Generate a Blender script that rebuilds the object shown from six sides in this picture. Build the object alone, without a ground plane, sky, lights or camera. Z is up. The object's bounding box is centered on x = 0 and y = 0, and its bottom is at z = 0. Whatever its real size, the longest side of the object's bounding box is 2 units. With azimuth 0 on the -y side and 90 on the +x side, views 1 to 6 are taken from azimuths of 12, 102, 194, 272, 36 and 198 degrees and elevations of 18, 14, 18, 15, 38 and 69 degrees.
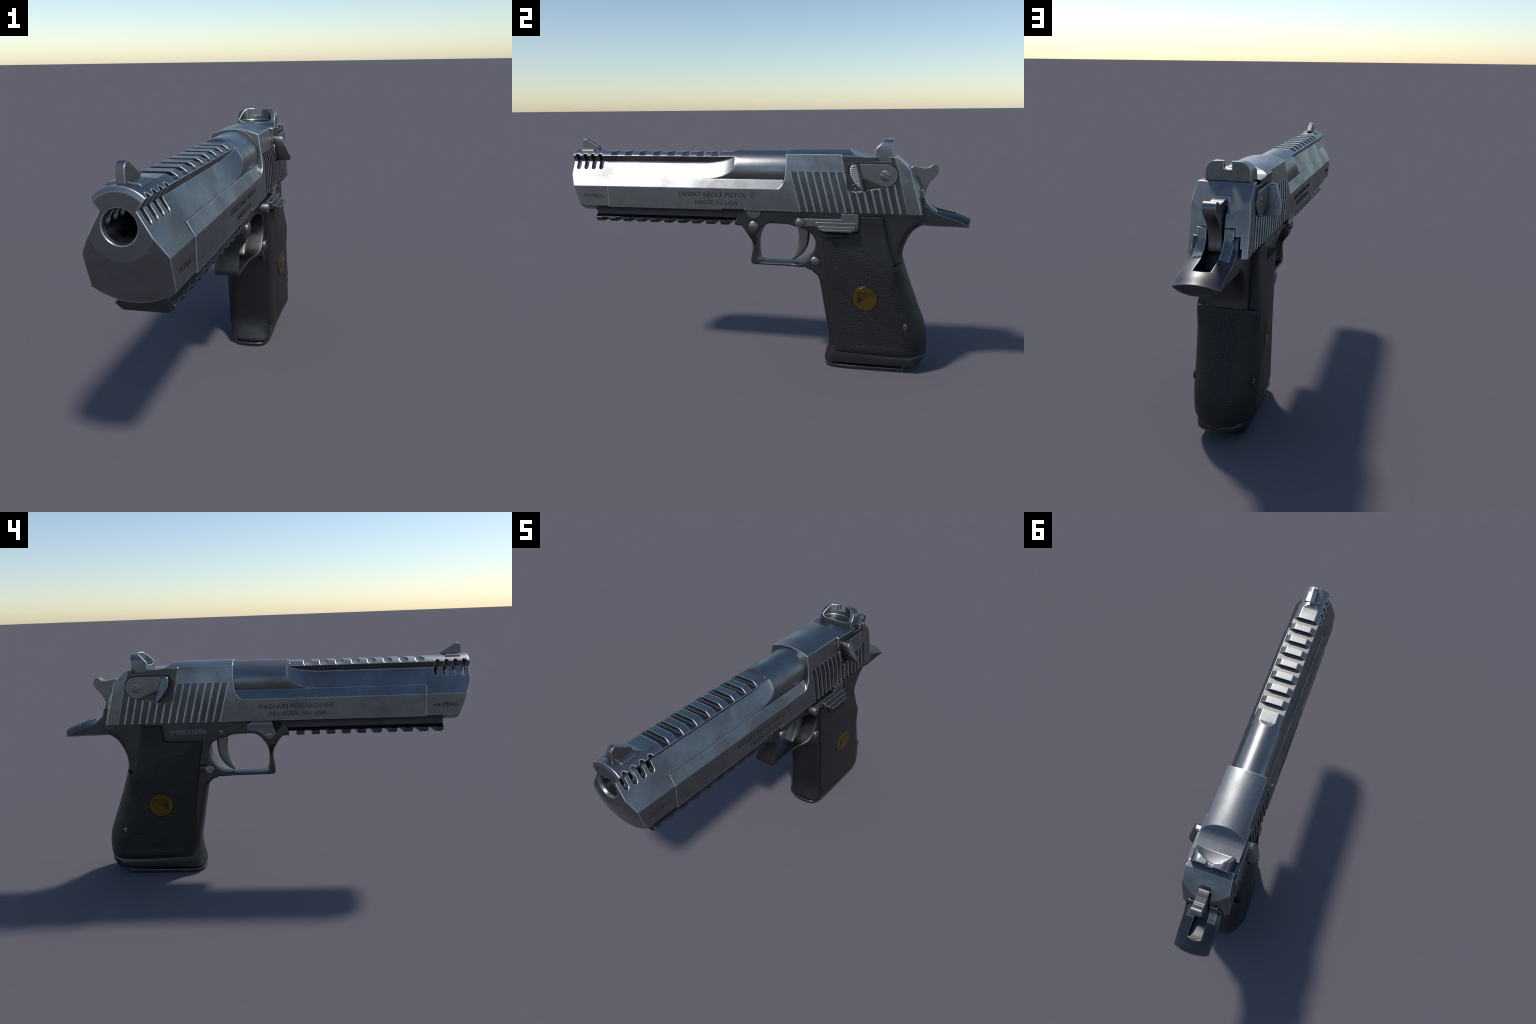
import bpy, bmesh, math, random
import numpy as np
from mathutils import Vector, geometry

random.seed(7)
for o in list(bpy.data.objects):
    bpy.data.objects.remove(o, do_unlink=True)
COL = bpy.context.scene.collection
pi = math.pi

# =====================================================================
#  materials
# =====================================================================
def new_mat(name):
    m = bpy.data.materials.new(name)
    m.use_nodes = True
    nt = m.node_tree
    return m, nt, nt.nodes["Principled BSDF"]

def link(nt, a, b):
    nt.links.new(a, b)

def math_node(nt, op, a, b=None, clamp=False):
    n = nt.nodes.new("ShaderNodeMath")
    n.operation = op
    n.use_clamp = clamp
    for i, v in enumerate((a, b)):
        if v is None:
            continue
        if isinstance(v, (int, float)):
            n.inputs[i].default_value = v
        else:
            link(nt, v, n.inputs[i])
    return n.outputs[0]

def mix_col(nt, fac, a, b):
    n = nt.nodes.new("ShaderNodeMix")
    n.data_type = 'RGBA'
    for s, v in ((n.inputs[0], fac), (n.inputs[6], a), (n.inputs[7], b)):
        if isinstance(v, (int, float)):
            s.default_value = v
        elif isinstance(v, tuple):
            s.default_value = (*v, 1)
        else:
            link(nt, v, s)
    return n.outputs[2]

def noise(nt, scale, detail=3.0, rough=.55, stretch=(1, 1, 1), offset=(0, 0, 0)):
    tc = nt.nodes.new("ShaderNodeTexCoord")
    mp = nt.nodes.new("ShaderNodeMapping")
    mp.inputs["Scale"].default_value = stretch
    mp.inputs["Location"].default_value = offset
    link(nt, tc.outputs["Object"], mp.inputs["Vector"])
    n = nt.nodes.new("ShaderNodeTexNoise")
    n.inputs["Scale"].default_value = scale
    n.inputs["Detail"].default_value = detail
    n.inputs["Roughness"].default_value = rough
    link(nt, mp.outputs[0], n.inputs["Vector"])
    return n.outputs["Fac"]

def ramp(nt, fac, lo, hi):
    n = nt.nodes.new("ShaderNodeMapRange")
    n.inputs["From Min"].default_value = lo
    n.inputs["From Max"].default_value = hi
    link(nt, fac, n.inputs["Value"])
    return n.outputs[0]

def edge_mask(nt, radius, gain=3.0):
    """1 along sharp edges, 0 on flat faces: where the metal is rubbed bright."""
    bv = nt.nodes.new("ShaderNodeBevel")
    bv.samples = 6
    bv.inputs["Radius"].default_value = radius
    ge = nt.nodes.new("ShaderNodeNewGeometry")
    dp = nt.nodes.new("ShaderNodeVectorMath")
    dp.operation = 'DOT_PRODUCT'
    link(nt, bv.outputs[0], dp.inputs[0])
    link(nt, ge.outputs["Normal"], dp.inputs[1])
    inv = math_node(nt, 'SUBTRACT', 1.0, dp.outputs["Value"], True)
    return math_node(nt, 'MULTIPLY', inv, gain, True)

def metal(name, base, dark, worn, rough, metallic=1.0, wear=.7, round_r=.0050, streak=True, mottle=1.0):
    m, nt, p = new_mat(name)
    smudge = ramp(nt, noise(nt, 6.0, 5, .6), .35, .68)
    spots = ramp(nt, noise(nt, 26.0, 4, .6, offset=(3, 1, 7)), .50, .72)
    col = mix_col(nt, math_node(nt, 'MULTIPLY', smudge, .82 * mottle), base, dark)
    col = mix_col(nt, math_node(nt, 'MULTIPLY', spots, .35 * mottle), col, dark)
    if streak:
        br = ramp(nt, noise(nt, 9.0, 3, .6, stretch=(30, 2.0, 30)), .3, .75)
        col = mix_col(nt, math_node(nt, 'MULTIPLY', br, .22 * mottle), col, tuple(min(1, c * 1.35) for c in base))
    if wear > 0:
        em = edge_mask(nt, .0065, 8.0)
        chip = ramp(nt, noise(nt, 14.0, 3, .6, offset=(9, 2, 4)), .30, .60)
        em = math_node(nt, 'MULTIPLY', em, math_node(nt, 'ADD', math_node(nt, 'MULTIPLY', chip, .5), .5))
        col = mix_col(nt, math_node(nt, 'MULTIPLY', em, wear), col, worn)
    link(nt, col, p.inputs["Base Color"])
    p.inputs["Metallic"].default_value = metallic
    r = math_node(nt, 'ADD', math_node(nt, 'MULTIPLY', smudge, .15), rough - .06)
    link(nt, r, p.inputs["Roughness"])
    bv = nt.nodes.new("ShaderNodeBevel")
    bv.samples = 6
    bv.inputs["Radius"].default_value = round_r
    bp = nt.nodes.new("ShaderNodeBump")
    bp.inputs["Strength"].default_value = .05
    bp.inputs["Distance"].default_value = .002
    link(nt, noise(nt, 60.0, 3, .6), bp.inputs["Height"])
    link(nt, bv.outputs[0], bp.inputs["Normal"])
    link(nt, bp.outputs[0], p.inputs["Normal"])
    return m

def rubber(name, base, stippled):
    m, nt, p = new_mat(name)
    n1 = ramp(nt, noise(nt, 7.0, 4, .6), .35, .7)
    col = mix_col(nt, math_node(nt, 'MULTIPLY', n1, .5), base, tuple(c * .72 for c in base))
    sc = ramp(nt, noise(nt, 22.0, 6, .7, offset=(2, 5, 1)), .66, .80)
    col = mix_col(nt, math_node(nt, 'MULTIPLY', sc, .25), col, tuple(c * 2.0 for c in base))
    p.inputs["Roughness"].default_value = .46
    p.inputs["Specular IOR Level"].default_value = .34
    bp = nt.nodes.new("ShaderNodeBump")
    if stippled:
        tc = nt.nodes.new("ShaderNodeTexCoord")
        sep = nt.nodes.new("ShaderNodeSeparateXYZ")
        com = nt.nodes.new("ShaderNodeCombineXYZ")
        link(nt, tc.outputs["Object"], sep.inputs[0])
        link(nt, sep.outputs[stippled[0]], com.inputs[0])
        link(nt, sep.outputs[stippled[1]], com.inputs[1])
        v = nt.nodes.new("ShaderNodeTexVoronoi")
        v.voronoi_dimensions = '2D'
        v.inputs["Scale"].default_value = 92
        v.inputs["Randomness"].default_value = .55
        link(nt, com.outputs[0], v.inputs["Vector"])
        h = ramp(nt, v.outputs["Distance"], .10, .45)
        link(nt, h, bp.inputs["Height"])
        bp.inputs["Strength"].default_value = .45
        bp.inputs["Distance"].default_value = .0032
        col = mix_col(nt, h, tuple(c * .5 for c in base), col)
    else:
        link(nt, noise(nt, 160.0, 2, .6), bp.inputs["Height"])
        bp.inputs["Strength"].default_value = .08
        bp.inputs["Distance"].default_value = .002
        bv = nt.nodes.new("ShaderNodeBevel")
        bv.samples = 4
        bv.inputs["Radius"].default_value = .005
        link(nt, bv.outputs[0], bp.inputs["Normal"])
    link(nt, col, p.inputs["Base Color"])
    link(nt, bp.outputs[0], p.inputs["Normal"])
    return m

def plain(name, col, rough, metallic):
    m, nt, p = new_mat(name)
    n1 = ramp(nt, noise(nt, 30.0, 4, .6), .3, .7)
    c = mix_col(nt, n1, col, tuple(v * .8 for v in col))
    link(nt, c, p.inputs["Base Color"])
    p.inputs["Roughness"].default_value = rough
    p.inputs["Metallic"].default_value = metallic
    return m

M_SLIDE = metal("gunmetal_steel", (.238, .247, .256), (.118, .116, .117), (.90, .94, .98), .365, wear=.95)
M_SLOT = metal("dark_brown_slot_steel", (.150, .143, .137), (.100, .094, .089), (.60, .62, .64), .40, wear=.6)
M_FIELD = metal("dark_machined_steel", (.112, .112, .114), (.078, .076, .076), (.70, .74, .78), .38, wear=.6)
M_FRAME = metal("blackened_steel", (.088, .090, .093), (.056, .055, .055), (.42, .45, .48), .40, wear=.75)
M_RAIL = metal("rail_steel", (.082, .085, .089), (.052, .053, .055), (.22, .25, .28), .42, wear=.30)
M_PIN = metal("bare_steel", (.235, .233, .234), (.172, .166, .161), (.60, .62, .65), .39, wear=.55, streak=False)
M_RUBBER = rubber("black_rubber", (.0158, .0158, .0162), None)
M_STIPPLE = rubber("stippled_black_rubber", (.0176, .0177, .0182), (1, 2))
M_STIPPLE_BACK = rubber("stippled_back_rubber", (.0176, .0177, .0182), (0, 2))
M_GOLD = plain("dark_brass", (.145, .093, .016), .40, .75)
M_GOLDD = plain("darker_brass", (.085, .053, .010), .45, .75)
M_GOLDX = plain("darkest_brass", (.038, .024, .007), .5, .6)
M_INK = plain("dark_engraving", (.034, .034, .036), .9, .0)
M_INK.node_tree.nodes["Principled BSDF"].inputs["Specular IOR Level"].default_value = .08
M_INKL = plain("pale_engraving", (.30, .305, .31), .5, .0)
M_BORE = plain("dark_bore", (.020, .021, .024), .45, .8)

# =====================================================================
#  geometry helpers.  Frame: muzzle towards -y, z up, +x right hand side
# =====================================================================
ROOT = bpy.data.objects.new("pistol", None)
COL.objects.link(ROOT)
ROOT["label"] = "large gunmetal semi-automatic pistol with black grip"
ROOT["category"] = "pistol"

def obj_from(name, verts, faces, mat=None, parent=ROOT, sharp=32.0):
    me = bpy.data.meshes.new(name)
    me.from_pydata([tuple(v) for v in verts], [], faces)
    me.validate()
    bm = bmesh.new()
    bm.from_mesh(me)
    bmesh.ops.remove_doubles(bm, verts=bm.verts, dist=1e-6)
    bmesh.ops.recalc_face_normals(bm, faces=bm.faces)
    bm.to_mesh(me)
    bm.free()
    ob = bpy.data.objects.new(name, me)
    COL.objects.link(ob)
    if parent is not None:
        ob.parent = parent
    if mat:
        for mm in (mat if isinstance(mat, (list, tuple)) else [mat]):
            me.materials.append(mm)
    smooth(ob, sharp)
    return ob

def smooth(ob, sharp=32.0):
    me = ob.data
    me.polygons.foreach_set("use_smooth", [True] * len(me.polygons))
    me.set_sharp_from_angle(angle=math.radians(sharp))
    me.update()

def bevel(ob, width, segs=1, angle=28.0, sharp=30.0):
    bm = bmesh.new()
    bm.from_mesh(ob.data)
    bmesh.ops.dissolve_limit(bm, angle_limit=math.radians(.5), verts=bm.verts, edges=bm.edges)
    es = [e for e in bm.edges if len(e.link_faces) == 2 and e.calc_face_angle(0) > math.radians(angle)]
    bmesh.ops.bevel(bm, geom=es, offset=width, segments=segs, affect='EDGES', profile=.5, clamp_overlap=True)
    bm.to_mesh(ob.data)
    bm.free()
    smooth(ob, sharp)
    return ob

def boolean(ob, cutters, op='DIFFERENCE', sharp=32.0, keep=False):
    for c in cutters:
        md = ob.modifiers.new("b", 'BOOLEAN')
        md.object = c
        md.operation = op
        md.solver = 'EXACT'
        try:
            md.material_mode = 'TRANSFER'
        except Exception:
            pass
    dg = bpy.context.evaluated_depsgraph_get()
    me = bpy.data.meshes.new_from_object(ob.evaluated_get(dg))
    ob.modifiers.clear()
    ob.data = me
    if not keep:
        for c in cutters:
            bpy.data.objects.remove(c, do_unlink=True)
    bm = bmesh.new()
    bm.from_mesh(me)
    bmesh.ops.remove_doubles(bm, verts=bm.verts, dist=2e-6)
    bm.to_mesh(me)
    bm.free()
    smooth(ob, sharp)
    return ob

def prism_x(name, yz, x0, x1, mat=None, parent=ROOT):
    n = len(yz)
    v = [(x0, y, z) for y, z in yz] + [(x1, y, z) for y, z in yz]
    f = [tuple(range(n)), tuple(range(2 * n - 1, n - 1, -1))]
    f += [(i, (i + 1) % n, n + (i + 1) % n, n + i) for i in range(n)]
    return obj_from(name, v, f, mat, parent)

def prism_y(name, xz, y0, y1, mat=None, parent=ROOT, shear=0.0, zref=0.0):
    """extrude an xz section along y; shear leans it forwards as it rises"""
    n = len(xz)
    v = [(x, y0 - shear * (z - zref), z) for x, z in xz] + [(x, y1 - shear * (z - zref), z) for x, z in xz]
    f = [tuple(range(n)), tuple(range(2 * n - 1, n - 1, -1))]
    f += [(i, (i + 1) % n, n + (i + 1) % n, n + i) for i in range(n)]
    return obj_from(name, v, f, mat, parent)

def prism_z(name, xy, z0, z1, mat=None, parent=ROOT):
    n = len(xy)
    v = [(x, y, z0) for x, y in xy] + [(x, y, z1) for x, y in xy]
    f = [tuple(range(n)), tuple(range(2 * n - 1, n - 1, -1))]
    f += [(i, (i + 1) % n, n + (i + 1) % n, n + i) for i in range(n)]
    return obj_from(name, v, f, mat, parent)

def box(name, x0, x1, y0, y1, z0, z1, mat=None, parent=ROOT):
    return prism_x(name, [(y0, z0), (y1, z0), (y1, z1), (y0, z1)], x0, x1, mat, parent)

def lathe(name, axis, centre, prof, n=48, mat=None, parent=ROOT, closed=False):
    """prof: (radius, position along axis).  axis 'x' or 'y'."""
    v, f = [], []
    for r, a in prof:
        for k in range(n):
            t = 2 * pi * k / n
            c, s = r * math.cos(t), r * math.sin(t)
            v.append((a, centre[0] + c, centre[1] + s) if axis == 'x' else (centre[0] + c, a, centre[1] + s))
    m = len(prof)
    for i in range(m if closed else m - 1):
        j = (i + 1) % m
        for k in range(n):
            l = (k + 1) % n
            f.append((i * n + k, i * n + l, j * n + l, j * n + k))
    if not closed:
        f.append(tuple(range(n)))
        f.append(tuple(range(m * n - 1, (m - 1) * n - 1, -1)))
    return obj_from(name, v, f, mat, parent)

def loft(name, loops, mat=None, parent=ROOT, sharp=32.0):
    n = len(loops[0])
    v = [p for l in loops for p in l]
    f = []
    for i in range(len(loops) - 1):
        for k in range(n):
            l = (k + 1) % n
            f.append((i * n + k, i * n + l, (i + 1) * n + l, (i + 1) * n + k))
    f.append(tuple(range(n)))
    f.append(tuple(range(len(v) - 1, len(v) - n - 1, -1)))
    return obj_from(name, v, f, mat, parent, sharp)

def curve(pts, per=6, closed=False):
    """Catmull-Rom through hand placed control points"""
    P = [np.array(p, float) for p in pts]
    n = len(P)
    out = []
    for i in range(n if closed else n - 1):
        p1, p2 = P[i], P[(i + 1) % n]
        p0 = P[(i - 1) % n] if (closed or i > 0) else 2 * p1 - p2
        p3 = P[(i + 2) % n] if (closed or i + 2 < n) else 2 * p2 - p1
        for k in range(per):
            t = k / per
            out.append(tuple(.5 * ((2 * p1) + (-p0 + p2) * t + (2 * p0 - 5 * p1 + 4 * p2 - p3) * t * t
                                   + (-p0 + 3 * p1 - 3 * p2 + p3) * t ** 3)))
    if not closed:
        out.append(tuple(P[-1]))
    return out

def rounded(pts, r, n=5):
    """polygon with rounded corners; r one radius or one per corner"""
    out = []
    m = len(pts)
    for i in range(m):
        rr = r[i] if isinstance(r, (list, tuple)) else r
        p0, p, p1 = (np.array(pts[(i + k) % m], float) for k in (-1, 0, 1))
        if rr <= 0:
            out.append(tuple(p))
            continue
        a, b = p0 - p, p1 - p
        la, lb = np.linalg.norm(a), np.linalg.norm(b)
        a, b = a / la, b / lb
        ang = math.acos(max(-1, min(1, float(a @ b))))
        t = min(rr / math.tan(ang / 2), la * .49, lb * .49)
        s, e = p + a * t, p + b * t
        for k in range(n + 1):
            u = k / n
            out.append(tuple((1 - u) ** 2 * s + 2 * u * (1 - u) * p + u * u * e))
    return out

def arc(c, r, a0, a1, n):
    return [(c[0] + r * math.cos(math.radians(a0 + (a1 - a0) * k / n)),
             c[1] + r * math.sin(math.radians(a0 + (a1 - a0) * k / n))) for k in range(n + 1)]

def inside(poly, pts):
    P = np.asarray(poly, float)
    pts = np.asarray(pts, float)
    a, b = P, np.roll(P, -1, 0)
    y, z = pts[:, 0:1], pts[:, 1:2]
    cr = (a[None, :, 1] > z) != (b[None, :, 1] > z)
    with np.errstate(divide='ignore', invalid='ignore'):
        xi = a[None, :, 0] + (z - a[None, :, 1]) * (b[:, 0] - a[:, 0])[None] / (b[:, 1] - a[:, 1])[None]
    return (np.sum(cr & (y < xi), 1) % 2) == 1

def dist_to(poly, pts, closed=True):
    P = np.asarray(poly, float)
    pts = np.asarray(pts, float)
    a = P if closed else P[:-1]
    b = np.roll(P, -1, 0) if closed else P[1:]
    best = np.full(len(pts), 9.0)
    for p, q in zip(a, b):
        d = q - p
        L = d @ d
        if L < 1e-14:
            continue
        t = np.clip(((pts - p) @ d) / L, 0, 1)
        best = np.minimum(best, np.hypot(*(pts - p - t[:, None] * d).T))
    return best

def resample(poly, s, closed=True):
    out = []
    m = len(poly)
    for i in range(m if closed else m - 1):
        p, q = np.array(poly[i], float), np.array(poly[(i + 1) % m], float)
        k = max(1, int(math.ceil(np.linalg.norm(q - p) / s)))
        out += [tuple(p + (q - p) * j / k) for j in range(k)]
    if not closed:
        out.append(tuple(poly[-1]))
    return out

def plate(name, outline, holes, width, grid=.012, rings=(.0015, .005), mat=None, parent=ROOT, inner=None,
          creases=(), slot=None, sharp=32.0):
    """solid seen from the side as `outline` (y,z) minus holes; width(y,z,d) is its half
    thickness at each point (d = distance to the edge).  With `inner` given the back is flat at x=inner
    and the front is at width()."""
    loops = [resample(outline, grid * .8)] + [resample(h, grid * .8) for h in holes]
    B = [np.array(l) for l in loops]
    lo, hi = B[0].min(0), B[0].max(0)

    def ok(p):
        k = inside(B[0], p)
        for h in B[1:]:
            k &= ~inside(h, p)
        return k

    def dd(p):
        d = dist_to(B[0], p)
        for h in B[1:]:
            d = np.minimum(d, dist_to(h, p))
        return d
    pts, edges = [], []
    for l in B:
        s = len(pts)
        pts += [tuple(p) for p in l]
        edges += [(s + i, s + (i + 1) % len(l)) for i in range(len(l))]
    nb = len(pts)
    cr = []
    for c in creases:
        s = len(pts)
        c = resample(c[0], grid * .8, c[1])
        pts += c
        cr += c
    extra = []
    for r in rings:
        cand = []
        for l in B:
            t = np.roll(l, -1, 0) - np.roll(l, 1, 0)
            t /= np.maximum(np.linalg.norm(t, axis=1), 1e-9)[:, None]
            nrm = np.stack([-t[:, 1], t[:, 0]], 1)
            for sg in (1, -1):
                cand.append(l + sg * nrm * r)
        cand = np.concatenate(cand)
        cand = cand[ok(cand)]
        cand = cand[np.abs(dd(cand) - r) < r * .12]
        extra.append(cand)
    gy, gz = np.meshgrid(np.arange(lo[0], hi[0], grid), np.arange(lo[1], hi[1], grid))
    gy = gy + (np.arange(gy.shape[0]) % 2)[:, None] * grid * .5
    g = np.stack([gy.ravel(), gz.ravel()], 1)
    g = g[ok(g)]
    g = g[dd(g) > (max(rings) if rings else 0) + grid * .45]
    if cr:
        g = g[dist_to(np.array(cr), g, False) > grid * .3] if len(cr) else g
    extra.append(g)
    pts += [tuple(p) for p in np.concatenate(extra)]
    res = geometry.delaunay_2d_cdt([Vector(p) for p in pts], edges, [], 0, 1e-6)
    V = np.array([tuple(v) for v in res[0]])
    T = [t for t in res[2]]
    cen = np.array([(V[list(t)]).mean(0) for t in T])
    keep = ok(cen)
    T = [t for t, k in zip(T, keep) if k]
    d = dd(V)
    w = width(V[:, 0], V[:, 1], np.where(d < 1e-6, 0, d))
    n = len(V)
    verts = [(w[i], V[i, 0], V[i, 1]) for i in range(n)]
    verts += [((-w[i] if inner is None else inner), V[i, 0], V[i, 1]) for i in range(n)]
    faces = [tuple(t) for t in T] + [tuple(n + k for k in reversed(t)) for t in T]
    cnt = {}
    for t in T:
        for i in range(3):
            e = (t[i], t[(i + 1) % 3])
            cnt[e] = 1
    for e in list(cnt):
        if (e[1], e[0]) not in cnt:
            faces.append((e[1], e[0], n + e[0], n + e[1]))
    ob = obj_from(name, verts, faces, mat, parent, sharp)
    if slot:
        me = ob.data
        c = np.array([p.center[:] for p in me.polygons])
        idx = slot(c)
        me.polygons.foreach_set("material_index", idx.astype(int).tolist())
        me.update()
    return ob

def mirror(ob, name):
    me = ob.data.copy()
    for v in me.vertices:
        v.co.x = -v.co.x
    me.flip_normals()
    o = bpy.data.objects.new(name, me)
    COL.objects.link(o)
    o.parent = ob.parent
    smooth(o)
    return o

def sstep(a, b, v):
    t = np.clip((v - a) / (b - a), 0, 1)
    return t * t * (3 - 2 * t)

def round_edge(w, d, r, drop=None):
    """w minus a quarter circle roll-off of radius r at the rim"""
    t = np.clip(1 - d / r, 0, 1)
    return w - (drop or r) * (1 - np.sqrt(np.maximum(0, 1 - t * t)))

# =====================================================================
#  BARREL
# =====================================================================
ZB = .987          # bore axis height
RB = .100          # barrel cylinder radius
XS = .1205         # half width of slide
XB = .1172         # half width of barrel block
WING = (.0705, ZB + math.sqrt(RB ** 2 - .0705 ** 2))
GRV = (.0480, 1.0265)
LOW = (XB, .908)
nx, nz = LOW[1] - GRV[1], LOW[0] - GRV[0]
nl = math.hypot(nx, nz)
NRM = (-nx / nl, nz / nl)              # outward normal of slanted flat
END_Y = [-.300, -.262, -.237, -.210, -.188, -.170, -.155, -.143, -.134, -.128, -.125]
END_O = [.0, .0012, .0032, .0068, .0112, .0160, .0208, .0255, .0295, .0330, .0360]
_e = curve(list(zip(END_Y, END_O)), 5)
END_Y, END_O = [p[0] for p in _e], [p[1] for p in _e]

def barrel_section(off):
    """half section, top centre to bottom centre, with the slanted flat pushed out by off"""
    pts = []
    a_w = math.atan2(WING[1] - ZB, WING[0])
    for k in range(13):
        a = pi / 2 + (a_w - pi / 2) * k / 12
        pts.append((RB * math.cos(a), ZB + RB * math.sin(a)))
    gx, gz = GRV[0] + NRM[0] * off, GRV[1] + NRM[1] * off
    # slide the groove bottom along the groove wall (WING -> GRV)
    dx, dz = GRV[0] - WING[0], GRV[1] - WING[1]
    full = dx * NRM[0] + dz * NRM[1]
    t = max(0.0, min(1.0, 1 - off / -full))
    g = (WING[0] + dx * t, WING[1] + dz * t)
    for k in range(1, 5):
        pts.append((WING[0] + (g[0] - WING[0]) * k / 4, WING[1] + (g[1] - WING[1]) * k / 4))
    # down the flat, never outside the cylinder, until the panel top
    zend = .945
    for k in range(1, 37):
        z = g[1] + (zend - g[1]) * k / 36
        xf = GRV[0] + NRM[0] * off + ((GRV[1] + NRM[1] * off) - z) * (-nz / nx)
        h = z - ZB
        xc = math.sqrt(max(0, RB ** 2 - h * h))
        xf0 = GRV[0] + (GRV[1] - z) * (-nz / nx)
        pts.append((min(xf, max(xc, xf0)), z))
    return pts

def barrel_low(x_top):
    pts = [LOW, (XB, .8085)]
    R = (XB ** 2 + .038 ** 2) / (2 * .038)
    for k in range(1, 11):
        x = XB * (1 - k / 10)
        pts.append((x, .7705 + R - math.sqrt(R * R - x * x)))
    return pts

loops = []
for y, o in [(-1.03, 0), (-.6, 0)] + list(zip(END_Y, END_O)) + [(-.10, .05), (.16, .05)]:
    s = barrel_section(o) + barrel_low(0)
    full = [(x, y, z) for x, z in s] + [(-x, y, z) for x, z in reversed(s[1:-1])]
    loops.append(full)
barrel = loft("barrel", loops, M_SLIDE, ROOT, 20)

# muzzle face: flat disc round the bore, then a shallow cone falling back; bore with chamfered mouth
env = lathe("tool", 'y', (0, ZB), [(.0475, -1.0), (.087, -1.0), (.30, -.9152), (.30, .3), (.043, .3), (.043, -.990)], 96, M_SLIDE, closed=True)
# flat rail on top with its lead-in slope at both ends
def top_cut(y0, y1):
    v = []
    tool = []
    a = prism_x("tool", [(y0, 1.15), (y0 - .004, 1.0865), (y0 + .008, 1.082), (y0 + .020, 1.0778), (y1 - .018, 1.0778), (y1 - .004, 1.082), (y1 + .010, 1.088), (y1 + .008, 1.15)], -.2, .2, M_SLIDE)
    tool.append(a)
    for sg in (1, -1):
        tool.append(prism_y("tool", [(sg * .0425, 1.0785), (sg * .0695, 1.0605), (sg * .12, 1.066), (sg * .08, 1.12), (sg * .0425, 1.09)], y0 + .022, y1 - .010, M_SLIDE))
    return tool
cut = top_cut(-.872, -.130)
for k in range(8):
    y = -.7835 + .0766 * k
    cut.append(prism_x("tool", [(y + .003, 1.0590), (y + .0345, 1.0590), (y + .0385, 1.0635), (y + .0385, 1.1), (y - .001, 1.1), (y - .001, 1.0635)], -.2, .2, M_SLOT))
# gas ports: four rounded slots each side
for k in range(4):
    y = -.9705 + .0421 * k
    r = .0118
    st = [(y + r * math.cos(t), .9865 + r + r * math.sin(t)) for t in np.linspace(pi, 2 * pi, 9)] + \
         [(y + r * math.cos(t), 1.0660 - r + r * math.sin(t)) for t in np.linspace(0, pi, 9)]
    for sg in (1, -1):
        cut.append(prism_x("tool", st, sg * .004, sg * .16, M_SLIDE))
boolean(barrel, [env], 'INTERSECT', 20)
boolean(barrel, cut, 'DIFFERENCE', 20)
lathe("bore_lining", 'y', (0, ZB), [(.0428, -.30), (.0428, -.296), (.030, -.29), (.030, -.2)], 48, M_BORE, barrel)

# front sight -----------------------------------------------------------
ramp_pts = []
for k in range(9):
    t0, t1 = k / 9, (k + .55) / 9
    f = lambda t: (-.934 + .059 * t, 1.1335 - .0345 * t)
    ramp_pts += [f(t0), (f(t1)[0] - .0008, f(t1)[1] - .0022)]
sight = prism_x("front_sight", [(-.9705, 1.070), (-.9700, 1.118), (-.967, 1.128), (-.960, 1.1355), (-.950, 1.1392), (-.942, 1.1380)] + ramp_pts +
                [(-.873, 1.097), (-.877, 1.088), (-.884, 1.086), (-.884, 1.07)], -.0125, .0125, M_PIN)
bevel(sight, .0016, 1)
base = prism_y("sight_base", [(-.0465, 1.0745), (-.0455, 1.0830), (-.041, 1.0862), (-.012, 1.0895), (.012, 1.0895), (.041, 1.0862), (.0455, 1.0830), (.0465, 1.0745), (0, 1.065)], -.958, -.890, M_PIN, sight)
bevel(base, .0015, 1)

# accessory rail under the barrel ---------------------------------------
rail = prism_y("accessory_rail", [(-.066, .785), (-.066, .757), (-.0875, .7405), (-.0875, .7345), (-.066, .7175), (.066, .7175), (.0875, .7345), (.0875, .7405), (.066, .757), (.066, .785)], -.884, -.108, M_RAIL, barrel)
cut = []
for k in range(10):
    y0 = -.8495 + .0757 * k
    y1 = y0 + .0375 if k < 9 else y0 + .12
    cut.append(prism_x("tool", [(y0, .70), (y0, .7418), (y1, .7418), (y1, .70)], -.2, .2, M_RAIL))
boolean(rail, cut)
under = prism_y("barrel_underlug", [(-.092, .806), (-.086, .7765), (.086, .7765), (.092, .806)], -.880, -.10, M_FRAME, barrel)
hole = box("dark_hole_block", -.03, .03, -.896, -.882, .768, .788, M_BORE, barrel)

# =====================================================================
#  SLIDE
# =====================================================================
YF = .134
SLANT = [(.101, 1.0725), (XS, .948), (XS, .8025)]
R_TOP = .253
def top_arc(hw, zc, n=16):
    return [(hw - 2 * hw * k / n, zc - (R_TOP - math.sqrt(R_TOP ** 2 - (hw - 2 * hw * k / n) ** 2))) for k in range(n + 1)]

front = [(XS, .8025), (XS, .948)] + top_arc(.101, 1.0942) + [(-XS, .948), (-XS, .8025)]
rear = [(XS, .8025), (XS, .948), (.1175, 1.004)] + top_arc(.1140, 1.0942, 18) + [(-.1175, 1.004), (-XS, .948), (-XS, .8025)]
slide = prism_y("slide", front, .088, .462, M_SLIDE, shear=.2166, zref=.79)
back = prism_y("tool", rear, .372, .95, M_SLIDE)
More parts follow.
